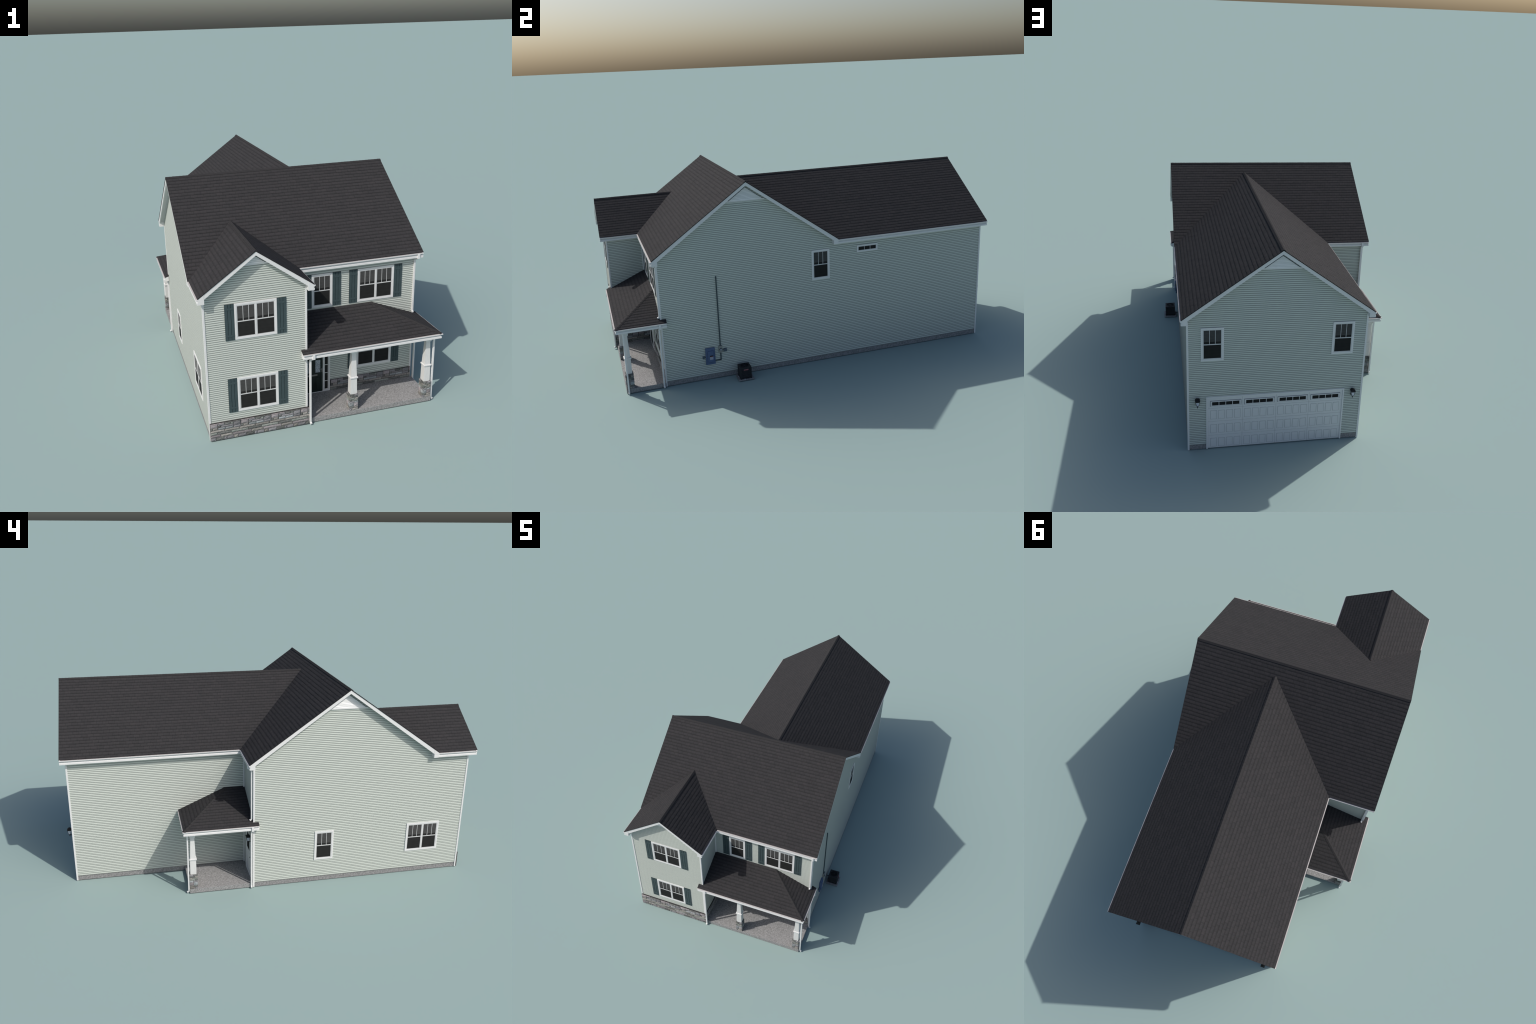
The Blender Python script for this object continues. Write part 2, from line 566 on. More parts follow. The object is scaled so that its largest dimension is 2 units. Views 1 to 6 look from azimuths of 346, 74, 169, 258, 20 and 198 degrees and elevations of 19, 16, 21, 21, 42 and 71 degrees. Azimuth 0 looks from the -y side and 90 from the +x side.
def cap_mesh(tan_a, tan_b, half, length, lift):
    """One ridge shingle: a bent tile lying over the ridge (local X along it).
    The overlapping end is lifted, as the next tile tucks under it."""
    mb = MB()
    def sect(x, lift):
        top = [(x, -half, -half * tan_a + lift), (x, -half * 0.12, -half * 0.10 * tan_a + lift + 0.0004),
               (x, half * 0.12, -half * 0.10 * tan_b + lift + 0.0004), (x, half, -half * tan_b + lift)]
        low = [(p[0], p[1], p[2] - 0.0034) for p in top]
        return top, low
    (ta, la), (tb, lb) = sect(0, lift), sect(length * 1.02, lift - 0.0009)
    for i in range(3):
        mb.poly([ta[i], tb[i], tb[i + 1], ta[i + 1]])
        mb.poly([la[i + 1], lb[i + 1], lb[i], la[i]])
    mb.poly([ta[0], la[0], lb[0], tb[0]])
    mb.poly([ta[3], tb[3], lb[3], la[3]])
    mb.poly([ta[3], la[3], la[2], la[1], la[0], ta[0], ta[1], ta[2]])
    mb.poly([tb[0], lb[0], lb[1], lb[2], lb[3], tb[3], tb[2], tb[1]])
    return mb.mesh("ridge_cap", [M["cap"]])

def ridge_caps(parent, p0, p1, tan_a, tan_b, half=0.0092, step=0.0158, lift=0.0026):
    p0, p1 = Vector(p0), Vector(p1)
    d = p1 - p0
    count = max(1, round(d.length / step))
    step = d.length / count
    me = cap_mesh(tan_a, tan_b, half, step, lift)
    x = d.normalized()
    y = Vector((0, 0, 1)).cross(x).normalized()
    z = x.cross(y)
    for i in range(count):
        m = Matrix.Identity(4)
        m.col[0][:3], m.col[1][:3], m.col[2][:3], m.col[3][:3] = x, y, z, p0 + x * (i * step) + z * rng.uniform(-0.0002, 0.0002)
        put("ridge_cap", me, parent, m)

def hip(p0, p1):
    a, b = Vector(p0), Vector(p1)
    return a + (b - a).normalized() * 0.0075, b

roof = bpy.data.objects.new("main_roof", None)
S.objects.link(roof)
roof.parent = house
# main block, front slope (with the bite of the front gable), then rear slope
vg = (GAB_X, RIDGE_Y - (RIDGE_Z - GAB_Z) / TANR, GAB_Z)
vr = (REAR_X, RIDGE_Y + (RIDGE_Z - REAR_Z) / TANR, REAR_Z)
roof_plane(roof, [(E_GAB_L, E_MAIN_F, EAVE), vg, (E_GAB_R, E_MAIN_F, EAVE), (RAKE_R, E_MAIN_F, EAVE),
                  (RAKE_R, RIDGE_Y, RIDGE_Z), (RAKE_L, RIDGE_Y, RIDGE_Z)], (0, E_MAIN_F, EAVE), (1, 0, 0))
roof_plane(roof, [(RAKE_L, E_MAIN_B, EAVE), (E_REAR_L, E_MAIN_B, EAVE), vr, (RAKE_R, E_MAIN_B, EAVE),
                  (RAKE_R, RIDGE_Y, RIDGE_Z), (RAKE_L, RIDGE_Y, RIDGE_Z)], (0, E_MAIN_B, EAVE), (1, 0, 0))
ridge_caps(roof, (RAKE_L, RIDGE_Y, RIDGE_Z), (RAKE_R, RIDGE_Y, RIDGE_Z), TANR, TANR)

rear_roof = bpy.data.objects.new("rear_roof", None)
S.objects.link(rear_roof)
rear_roof.parent = house
for ex in (E_REAR_L, E_REAR_R):
    roof_plane(rear_roof, [(ex, E_MAIN_B, EAVE), (ex, RAKE_B, EAVE), (REAR_X, RAKE_B, REAR_Z), vr], (ex, 0, EAVE), (0, 1, 0))
ridge_caps(rear_roof, (REAR_X, RAKE_B, REAR_Z), (vr[0], vr[1] + 0.004, vr[2]), TANR, TANR)

gable_roof = bpy.data.objects.new("gable_roof", None)
S.objects.link(gable_roof)
gable_roof.parent = house
for ex in (E_GAB_L, E_GAB_R):
    roof_plane(gable_roof, [(ex, E_MAIN_F, EAVE), (ex, RAKE_F, EAVE), (GAB_X, RAKE_F, GAB_Z), vg], (ex, 0, EAVE), (0, 1, 0))
ridge_caps(gable_roof, (GAB_X, RAKE_F, GAB_Z), (vg[0], vg[1] - 0.004, vg[2]), TANR, TANR)

# ---- rake boards, soffits and cornice returns at a gable end
def gable_trim(parent, to3, half, zr, out, wall_gap, sides=(1, 1)):
    """to3(a, z, d): a across the gable (0 = ridge), d outwards from the wall.
    half: distance ridge -> eave; out: overhang; sides: which eaves get a return."""
    zr = zr - 0.0030
    hb = 0.0172
    board, soff = MB(), MB()
    for s in (-1, 1):
        e = half - 0.0015
        zb = lambda a: zr - TANR * a
        p = [(0, zr), (e, zb(e)), (e, zb(e) - hb * 0.25), (e - 0.0066, zb(e) - hb * 0.6), (e - 0.0066, zb(e) - hb), (0, zr - hb)]
        base = [to3(s * a, z, out - 0.0015) for a, z in p]
        off = Vector(to3(0, 0, out - 0.0065)) - Vector(to3(0, 0, out - 0.0015))
        board.prism(base, off)
        # sloped soffit between wall and board
        q = [(0, zr - hb + 0.004), (e - 0.006, zb(e - 0.006) - hb + 0.004), (e - 0.006, zb(e - 0.006) - hb + 0.0065), (0, zr - hb + 0.0065)]
        soff.prism([to3(s * a, z, out - 0.0066) for a, z in q], Vector(to3(0, 0, 0.0)) - Vector(to3(0, 0, out - 0.0066)))
        # slim frieze strip on the wall under the soffit
        f = [(0, zr - hb + 0.0035), (e - 0.03, zb(e - 0.03) - hb + 0.0035), (e - 0.03, zb(e - 0.03) - hb - 0.001), (0, zr - hb - 0.001)]
        soff.prism([to3(s * a, z, 0.0045) for a, z in f], Vector(to3(0, 0, 0.0)) - Vector(to3(0, 0, 0.0045)))
        # boxed return closing the eave
        r = [(half - 0.0305, SOFFIT - 0.0004), (half - 0.0076, SOFFIT - 0.0004), (half - 0.0076, zb(half - 0.0076) - 0.001), (half - 0.0305, zb(half - 0.0305) - 0.001)]
        board.prism([to3(s * a, z, out - 0.0008) for a, z in r], Vector(to3(0, 0, 0.0)) - Vector(to3(0, 0, out - 0.0008)))
    make("rake_board", board, M["white"], parent)
    make("rake_soffit", soff, M["soffit"], parent)

gable_trim(roof, lambda a, z, d: (XR + d, RIDGE_Y + a, z), E_MAIN_B - RIDGE_Y, RIDGE_Z, RAKE_R - XR, 0)
gable_trim(roof, lambda a, z, d: (XL - d, RIDGE_Y + a, z), E_MAIN_B - RIDGE_Y, RIDGE_Z, XL - RAKE_L, 0)
gable_trim(rear_roof, lambda a, z, d: (REAR_X + a, YR + d, z), E_REAR_R - REAR_X, REAR_Z, RAKE_B - YR, 0)
gable_trim(gable_roof, lambda a, z, d: (GAB_X + a, YF - d, z), E_GAB_R - GAB_X, GAB_Z, YF - RAKE_F, 0)

# ---- eaves: boxed soffit, fascia and moulded gutter, swept along the wall
def eave(parent, p0, p1, nx, ny, over, ztop, zsoff, mitre=(0, 0)):
    """p0 -> p1 along the wall face; (nx, ny) points outwards."""
    o = over
    h = ztop - zsoff
    prof = [(0, ztop + 0.004), (0, zsoff), (o - 0.0035, zsoff), (o - 0.0035, zsoff + h * 0.36), (o - 0.0078, zsoff + h * 0.52),
            (o - 0.0078, zsoff + h * 0.70), (o - 0.0008, zsoff + h * 0.74), (o + 0.0004, zsoff + h * 0.80),
            (o + 0.0004, ztop - 0.0016), (o - 0.007, ztop - 0.0016)]
    mb = MB()
    run = Vector((p1[0] - p0[0], p1[1] - p0[1], 0))
    t = run.normalized()
    ends = []
    for p, m, s in ((p0, mitre[0], -1), (p1, mitre[1], 1)):
        ends.append([Vector((p[0] + nx * d, p[1] + ny * d, z)) + t * (s * m * (d - o)) for d, z in prof])
    a, b = [[mb.pt(q) for q in e] for e in ends]
    n = len(a)
    turn = t.cross(Vector((nx, ny, 0))).z > 0
    quads = [[a[i], a[(i + 1) % n], b[(i + 1) % n], b[i]] for i in range(n)]
    for i, f in enumerate(quads + [a[::-1], b]):
        mb.f.append(f if turn else f[::-1])
        mb.k.append(1 if i == n - 2 else 0)      # metal drip edge on the lip
    return make("gutter", mb, [M["white"], M["drip"]], parent)

eave(roof, (XG + 0.003, YM), (RAKE_R - 0.001, YM), 0, -1, YM - E_MAIN_F, EAVE, SOFFIT)
eave(roof, (RAKE_L + 0.001, YS), (XB - 0.002, YS), 0, 1, E_MAIN_B - YS, EAVE, SOFFIT)
eave(rear_roof, (XR, YS + 0.02), (XR, RAKE_B - 0.001), 1, 0, E_REAR_R - XR, EAVE, SOFFIT)
eave(rear_roof, (XB, YS + 0.002), (XB, RAKE_B - 0.001), -1, 0, XB - E_REAR_L, EAVE, SOFFIT)
eave(gable_roof, (XG, RAKE_F + 0.001), (XG, YM - 0.003), 1, 0, E_GAB_R - XG, EAVE, SOFFIT)
eave(gable_roof, (XL, RAKE_F + 0.001), (XL, E_MAIN_F + 0.03), -1, 0, XL - E_GAB_L, EAVE, SOFFIT)

# ---- porch roofs (half-hipped lean-tos)
PE, PS = 0.3425, 0.3196            # porch eave and soffit heights
front_porch = bpy.data.objects.new("front_porch", None)
side_porch = bpy.data.objects.new("side_porch", None)
for p in (front_porch, side_porch):
    S.objects.link(p)
    p.parent = house
PFY, PFX = -0.9950, 0.5055         # front porch eaves
PZ, PXP = 0.4380, 0.2630           # height where it meets the wall, end of the top edge
zf = lambda y: PE + (y - PFY) / (YM - PFY) * (PZ - PE)
zr = lambda x: PE + (PFX - x) / (PFX - PXP) * (PZ - PE)
PLE = -0.1310
roof_plane(front_porch, [(PLE, PFY, PE), (PFX, PFY, PE), (PXP, YM, PZ), (XG, YM, PZ), (XG, YF - 0.002, zf(YF - 0.002)),
                         (PLE, YF - 0.002, zf(YF - 0.002))], (0, PFY, PE), (1, 0, 0))
PRE = -0.7490
roof_plane(front_porch, [(PFX, PFY, PE), (PFX, PRE, PE), (XR + 0.002, PRE, zr(XR + 0.002)), (XR + 0.002, YM, zr(XR + 0.002)),
                         (PXP, YM, PZ)], (PFX, 0, PE), (0, 1, 0))
ridge_caps(front_porch, *hip((PFX, PFY, PE), (PXP, YM - 0.001, PZ)), 0.30, 0.30, half=0.0085, step=0.0185, lift=0.0014)
SPX, SPY = -0.5585, 0.4565
SZ, SYP = 0.4468, 0.2181
zs = lambda x: PE + (x - SPX) / (XB - SPX) * (SZ - PE)
SNE = 0.0915
roof_plane(side_porch, [(SPX, SNE, PE), (SPX, SPY, PE), (XB, SYP, SZ), (XB, YS, SZ), (XL - 0.002, YS, zs(XL - 0.002)),
                        (XL - 0.002, SNE, zs(XL - 0.002))], (SPX, 0, PE), (0, 1, 0))
roof_plane(side_porch, [(SPX, SPY, PE), (XB, SPY, PE), (XB, SYP, SZ)], (0, SPY, PE), (1, 0, 0))
ridge_caps(side_porch, *hip((SPX, SPY, PE), (XB - 0.001, SYP, SZ)), 0.30, 0.30, half=0.0085, step=0.0185, lift=0.0014)

def porch_eave(parent, p0, p1, nx, ny, depth, mitre):
    """Same moulding as the main eaves, boxed back by depth, roof above."""
    return eave(parent, p0, p1, nx, ny, depth, PE, PS, mitre)

porch_eave(front_porch, (PLE + 0.001, YF - 0.0018), (PFX, YF - 0.0018), 0, -1, YF - 0.0018 - PFY, (0, 1))
porch_eave(front_porch, (XR + 0.0018, PFY), (XR + 0.0018, PRE - 0.001), 1, 0, PFX - XR - 0.0018, (1, 0))
porch_eave(side_porch, (XL - 0.0018, SNE + 0.001), (XL - 0.0018, SPY), -1, 0, XL - 0.0018 - SPX, (0, 1))
porch_eave(side_porch, (SPX, 0.4310), (XB, 0.4310), 0, 1, SPY - 0.4310, (1, 0))
mb = MB()
mb.box(XG, XR + 0.0015, YF - 0.001, YM, PS + 0.0003, PS + 0.004)
make("porch_ceiling", mb, M["soffit"], front_porch)
mb = MB()
mb.box(XL - 0.001, XB, YS, 0.4305, PS + 0.0003, PS + 0.004)
make("porch_ceiling", mb, M["soffit"], side_porch)
mb = MB()
mb.box(XG + 0.001, 0.4808, -0.9672, YM - 0.0002, 0, FLOOR)
make("porch_floor", mb, M["paving"], front_porch, bevel=0.0006)
mb = MB()
mb.box(-0.5315, XB - 0.0002, YS + 0.0002, 0.4292, 0, FLOOR)
make("porch_floor", mb, M["paving"], side_porch, bevel=0.0006)

# ------------------------------------------------------------- stone veneer
def stone_mesh(w, h, mat):
    """A rough-faced block, local x width, z height, -y the split face."""
    mb = MB()
    nx = max(2, min(7, round(w / 0.008)))
    nz = 3 if h > 0.014 else 2
    grid = []
    for j in range(nz + 1):
        row = []
        for i in range(nx + 1):
            edge = i in (0, nx) or j in (0, nz)
            x = w * i / nx + (0 if edge else rng.uniform(-0.15, 0.15) * w / nx)
            z = h * j / nz + (0 if edge else rng.uniform(-0.15, 0.15) * h / nz)
            d = rng.uniform(0.0012, 0.0020) if edge else rng.uniform(0.0026, 0.0042)
            row.append((x, -d, z))
        grid.append(row)
    for j in range(nz):
        for i in range(nx):
            mb.poly([grid[j][i], grid[j][i + 1], grid[j + 1][i + 1], grid[j + 1][i]])
    rim = [grid[0][i] for i in range(nx + 1)] + [grid[j][nx] for j in range(1, nz + 1)] + \
          [grid[nz][i] for i in range(nx - 1, -1, -1)] + [grid[j][0] for j in range(nz - 1, 0, -1)]
    back = [(p[0], 0.0015, p[2]) for p in rim]
    for i in range(len(rim)):
        j = (i + 1) % len(rim)
        mb.poly([rim[j], rim[i], back[i], back[j]])
    mb.poly(back[::-1])
    return mb.mesh("stone_block", [STONE[mat]])

PERIOD = 0.131
# one repeat of the ledgestone: (x0, x1, z below the top edge 0, z1, colour)
LEDGE = [
    (0.000, 0.060, 0.0000, 0.0030, MAUVE), (0.060, 0.131, 0.0000, 0.0030, SLATE),
    (0.001, 0.0315, 0.0036, 0.0190, MAUVE), (0.0005, 0.009, 0.0196, 0.0312, SLATE), (0.0095, 0.0315, 0.0196, 0.0312, TAN),
    (0.0325, 0.0615, 0.0036, 0.0118, GREY), (0.062, 0.0865, 0.0036, 0.0118, SLATE), (0.087, 0.0985, 0.0036, 0.0118, GREEN),
    (0.0325, 0.0455, 0.0124, 0.0206, SLATE), (0.046, 0.0985, 0.0124, 0.0206, GREY),
    (0.0335, 0.0645, 0.0212, 0.0312, BLUISH), (0.065, 0.0985, 0.0212, 0.0312, BLUISH),
    (0.0995, 0.1300, 0.0036, 0.0208, GREY), (0.0995, 0.1300, 0.0214, 0.0312, GREY),
    (-0.0065, 0.0605, 0.0320, 0.0420, TAN), (0.0612, 0.1238, 0.0320, 0.0420, TAN),
    (0.0300, 0.0875, 0.0428, 0.0530, SLATE), (0.0882, 0.1605, 0.0428, 0.0530, GREEN),
    (0.0440, 0.0945, 0.0538, 0.0660, TAN), (0.0952, 0.1745, 0.0538, 0.0660, MAUVE),
    (0.0230, 0.0565, 0.0668, 0.0800, SLATE), (0.0570, 0.0690, 0.0668, 0.0800, GREY), (0.0695, 0.0985, 0.0668, 0.0800, GREY),
    (0.0995, 0.1180, 0.0668, 0.0800, TAN), (0.1186, 0.1535, 0.0668, 0.0800, GREY),
]

def stone_panel(parent, fr, a0, a1, ztop, zbot, start):
    """Lay the ledgestone pattern between a0 and a1, cut at the ends and base."""
    k = math.floor((a0 - start) / PERIOD) - 1
    while start + k * PERIOD < a1:
        for x0, x1, t0, t1, c in LEDGE:
            p, q = start + k * PERIOD + x0, start + k * PERIOD + x1
            z1, z0 = ztop - t0, ztop - t1
            p, q, z0 = max(p, a0), min(q, a1), max(z0, zbot)
            if q - p < 0.004 or z1 - z0 < 0.002:
                continue
            put("stone_block", stone_mesh(q - p - 0.0011, z1 - z0 - 0.0008, c), parent, fr @ T((p + 0.0005, 0, z0)))
        k += 1

def mortar_bed(fr, a0, a1, z0, z1, d0, d1):
    mb = MB(fr)
    mb.wbox(a0, a1, z0, z1, d0, d1)
    return make("stone_veneer", mb, M["mortar"], house)

bed = mortar_bed(FR_GABLE, -0.5310, XG + 0.0060, 0.0, STONE_TOP, -0.004, 0.0075)
stone_panel(bed, FR_GABLE @ T((0, -0.0075, 0)), -0.5312, XG + 0.0085, STONE_TOP, 0.001, -0.5315)
bed = mortar_bed(FR_MAIN, 0.0708, XR, FLOOR, PSTONE_TOP, -0.004, 0.0020)
stone_panel(bed, FR_MAIN @ T((0, -0.0020, 0)), 0.0712, XR, PSTONE_TOP, FLOOR, 0.0740)
bed = mortar_bed(FR_WINGSIDE, YF - 0.0070, YM - 0.004, 0.0, STONE_TOP, -0.004, 0.0050)
stone_panel(bed, FR_WINGSIDE @ T((0, -0.0050, 0)), YF - 0.0075, YM - 0.005, STONE_TOP, FLOOR, YF - 0.010)

# ------------------------------------------------------------- porch columns
CW = 0.0395
PIER = [  # column pier faces: rows from the top, (height, [(share, colour)...])
    (0.0080, [(0.55, SLATE), (0.45, GREY)]), (0.0080, [(0.35, TAN), (0.65, SLATE)]),
    (0.0082, [(0.62, GREEN), (0.38, TAN)]), (0.0085, [(0.28, SLATE), (0.72, GREEN)]),
    (0.0088, [(0.55, GREY), (0.45, BLUISH)]), (0.0165, [(0.50, BLUISH), (0.50, MAUVE)]),
    (0.0092, [(0.48, SLATE), (0.52, TAN)]), (0.0098, [(0.30, GREY), (0.70, TAN)]),
]
PIER_TOP = 0.1000

def porch_column(parent, cx, cy):
    col = MB()
    h = CW / 2 - 0.0022
    col.box(cx - h, cx + h, cy - h, cy + h, FLOOR, PIER_TOP - 0.0008)
    root = make("porch_column", col, M["mortar"], parent)
    for q in range(4):
        ang = q * math.pi / 2
        ax, ay = math.cos(ang), math.sin(ang)
        into = Vector((0, 0, 1)).cross(Vector((ax, ay, 0)))
        fr = frame(cx - ax * CW / 2 - into.x * h, cy - ay * CW / 2 - into.y * h, 0, ax, ay)
        z = PIER_TOP
        for hh, cuts in PIER:
            a = 0.0008
            for share, c in (cuts if q % 2 == 0 else cuts[::-1]):
                w = share * (CW - 0.0016)
                put("stone_block", stone_mesh(w - 0.0009, hh - 0.0010, c), root, fr @ T((a, 0, z - hh)))
                a += w
            z -= hh
    mb = MB()
    r = lambda w: w / math.sqrt(2)
    mb.frustum((cx, cy), PIER_TOP - 0.001, r(0.0300), 0.1765, r(0.0282))
    make("column_shaft", mb, M["grain"], root)
    mb = MB()
    mb.frustum((cx, cy), 0.1760, r(0.0355), 0.1825, r(0.0355))
    make("column_band", mb, M["white"], root, bevel=0.0009)
    mb = MB()
    mb.frustum((cx, cy), 0.1824, r(0.0272), 0.2935, r(0.0188))
    make("column_shaft", mb, M["grain"], root)
    mb = MB()
    mb.frustum((cx, cy), 0.2930, r(0.0200), 0.2965, r(0.0268))
    mb.frustum((cx, cy), 0.2964, r(0.0268), PS + 0.0004, r(0.0268))
    make("column_cap", mb, M["white"], root)

porch_column(front_porch, 0.1087, -0.9470)
porch_column(front_porch, 0.4590, -0.9470)
porch_column(side_porch, -0.5110, 0.4092)

# ------------------------------------------------------------------ windows
CASING = {"double": (0.0085, 0.0036), "single": (0.0085, 0.0036), "transom": (0.0068, 0.0028)}

def window_meshes(kind):
    w, h = SIZE[kind]
    CAS, SASH = CASING[kind]
    parts = {}
    cas = MB()
    cas.ring(0, w, 0, h, CAS, -0.008, 0.0034)
    lights = [(CAS, w - CAS)]
    if kind == "double":
        c = w / 2
        cas.wbox(c - 0.002, c + 0.002, CAS, h - CAS, -0.005, 0.0031)
        lights = [(CAS, c - 0.002), (c + 0.002, w - CAS)]
    parts["window"] = cas.mesh("window", [M["white"]])
    sash, mun, pane, blind = MB(), MB(), MB(), MB()
    for a0, a1 in lights:
        sash.ring(a0, a1, CAS, h - CAS, SASH, -0.006, 0.0026)
        g0, g1, z0, z1 = a0 + SASH, a1 - SASH, CAS + SASH, h - CAS - SASH
        pane.wbox(g0 - 0.001, g1 + 0.001, z0 - 0.001, z1 + 0.001, -0.008, 0.0014)
        for i in (1, 2):
            m = g0 + (g1 - g0) * i / 3
            lo = h / 2 + 0.0015 if kind != "transom" else z0
            mun.wbox(m - 0.00095, m + 0.00095, lo, z1, -0.006, 0.0024)
        if kind != "transom":
            sash.wbox(g0, g1, h / 2 - 0.0024, h / 2 + 0.0018, -0.006, 0.0026)
            blind.wbox(g0, g1, h / 2 + 0.0120, z1, 0.0, 0.0018)
    parts["sash"] = sash.mesh("sash", [M["sash"]])
    parts["muntin"] = mun.mesh("muntin", [M["sash"]])
    parts["glass_pane"] = pane.mesh("glass_pane", [M["pane"]])
    if kind != "transom":
        parts["window_blind"] = blind.mesh("window_blind", [M["blind"]])
    return parts

WM = {k: window_meshes(k) for k in SIZE}
FRAMES = {"gable": FR_GABLE, "main": FR_MAIN, "right": FR_RIGHT, "rear": FR_REAR, "left": FR_LEFT}
for key, lst in WINDOWS.items():
    for kind, a, z in lst:
        parts = WM[kind]
        root = put("window", parts["window"], house, FRAMES[key] @ T((a, 0, z)), bevel=0.0007)
        for n, me in parts.items():
            if n != "window":
                put(n, me, root)

# ----------------------------------------------------------------- shutters
SW, SH = 0.0388, 0.1565
mb = MB()
mb.wbox(0, SW, 0, SH, 0.0002, 0.0021, 1)
for i in range(3):
    p = SW / 3
    mb.wbox(i * p + (0.0007 if i else 0), (i + 1) * p - (0.0007 if i < 2 else 0), 0, SH, 0.0020, 0.0031)
shutter_me = mb.mesh("shutter", [M["shutter"], M["gap"]])
mb = MB()
mb.wbox(0.0003, SW - 0.0003, 0, 0.0082, 0.0028, 0.0040)
batten_me = mb.mesh("batten", [M["shutter"]])

def shutter(fr, a, z):
    root = put("shutter", shutter_me, house, fr @ T((a, 0, z)), bevel=0.0003)
    for h in (0.0165, SH - 0.0165 - 0.0082):
        put("batten", batten_me, root, T((0, 0, h)), bevel=0.0004)

for z in (ZUP - 0.0008, ZDN - 0.0008):
    for a in (-0.4065 - SW - 0.0004, -0.4065 + W2 + 0.0004):
        shutter(FR_GABLE, a, z)
    for a in (0.1968 - SW - 0.0004, 0.1968 + W2 + 0.0004):
        shutter(FR_MAIN, a, z)
for a in (-0.0175 - SW - 0.0004, -0.0175 + W1 + 0.0004):
    shutter(FR_MAIN, a, ZUP - 0.0008)

# ------------------------------------------------------------- gable vents
def gable_vent(fr, c, z0, z1, half):
    tan = (z1 - z0) / half
    mb = MB(fr)
    tri = lambda s, d: [(c - half - s, -d, z0), (c + half + s, -d, z0), (c, -d, z1 + s * tan)]
    mb.prism(tri(0.0, 0.0024), (0, 0.0022, 0))
    mb.wbox(c - half - 0.0095, c + half + 0.0095, z0 - 0.0064, z0, 0.0, 0.0042, 1)
    root = make("gable_vent", mb, [M["ventgap"], M["white"]], house)
    edge = MB(fr)
    for s in (-1, 1):
        edge.prism([(c + s * half, -0.0044, z0), (c, -0.0044, z1), (c, -0.0044, z1 - 0.0016), (c + s * (half - 0.0016 / tan), -0.0044, z0)], (0, 0.003, 0))
    make("vent_edge", edge, M["box"], root)
    n = max(5, round((z1 - z0) / 0.0062))
    for i in range(n):
        za = z0 + (z1 - z0) * i / n
        zb = z0 + (z1 - z0) * (i + 0.72) / n
        la = half * (z1 - za) / (z1 - z0) - 0.0016
        lb = max(0.0005, half * (z1 - zb) / (z1 - z0) - 0.0016)
        s = MB(fr)
        F = [(c - la, -0.0042, za), (c + la, -0.0042, za), (c + lb, -0.0025, zb), (c - lb, -0.0025, zb)]
        s.prism(F, (0, 0.0012, 0))
        make("louvre", s, M["vent"], root)

gable_vent(FR_GABLE, GAB_X, 0.7600, 0.7925, 0.0440)
gable_vent(FR_RIGHT, RIDGE_Y + 0.001, 0.8940, 0.9545, 0.0840)
gable_vent(FR_LEFT, -RIDGE_Y + 0.001, 0.8940, 0.9545, 0.0840)
gable_vent(FR_REAR, -REAR_X + 0.002, 0.8605, 0.9140, 0.0735)

# -------------------------------------------------------------- front door
DX0, DX1, DZ1 = -0.0672, 0.0335, 0.2500
mb = MB(FR_MAIN)
mb.wbox(DX0, DX1, FLOOR, DZ1, -0.004, 0.0005)
mb.ring(DX0, DX1, FLOOR, DZ1, 0.0105, 0.0, 0.0022)
mb.wbox((DX0 + DX1) / 2 - 0.0155, (DX0 + DX1) / 2 + 0.0155, FLOOR + 0.0105, DZ1 - 0.0105, 0.0, 0.0022)
mb.wbox(DX0 + 0.0105, DX1 - 0.0105, 0.1045, 0.1235, 0.0, 0.0021)
door = make("front_door", mb, M["door"], house, bevel=0.0005)
dc = (DX0 + DX1) / 2
for x0 in (DX0 + 0.0105, dc + 0.0165):
    x1 = x0 + 0.0235
    g = MB(FR_MAIN)
    g.wbox(x0, x1, 0.1235, 0.1865, 0.0, 0.0016)
    make("leaded_light", g, M["lead"], door)
    g = MB(FR_MAIN)
    g.wbox(x0 + 0.0035, x1 - 0.0035, FLOOR + 0.0160, 0.0990, 0.0, 0.0026)
    g.wbox(x0 + 0.0025, x1 - 0.0025, 0.1900, DZ1 - 0.0130, 0.0, 0.0026)
    make("door_panel", g, M["door"], door, bevel=0.001)
mb = MB(FR_MAIN)
mb.wbox(dc - 0.0255, dc + 0.0255, 0.1085, 0.1165, 0.0, 0.0040)
make("mail_slot", mb, M["brass"], door, bevel=0.0006)
mb = MB(FR_MAIN)
mb.wbox(DX1 - 0.0045, DX1 - 0.0015, 0.1235, 0.1430, 0.0, 0.0036)
mb.wbox(DX1 - 0.0140, DX1 - 0.0015, 0.1392, 0.1418, 0.0034, 0.0062)
make("door_handle", mb, M["brass"], door)
mb = MB(FR_MAIN)
mb.wbox(DX0 - 0.0365, DX1 + 0.0368, DZ1, DZ1 + 0.0080, -0.004, 0.0040)
mb.wbox(DX0 - 0.0005, DX1 + 0.0005, FLOOR - 0.0005, FLOOR + 0.0022, -0.001, 0.0050)
make("door_head", mb, M["white"], house, bevel=0.0006)
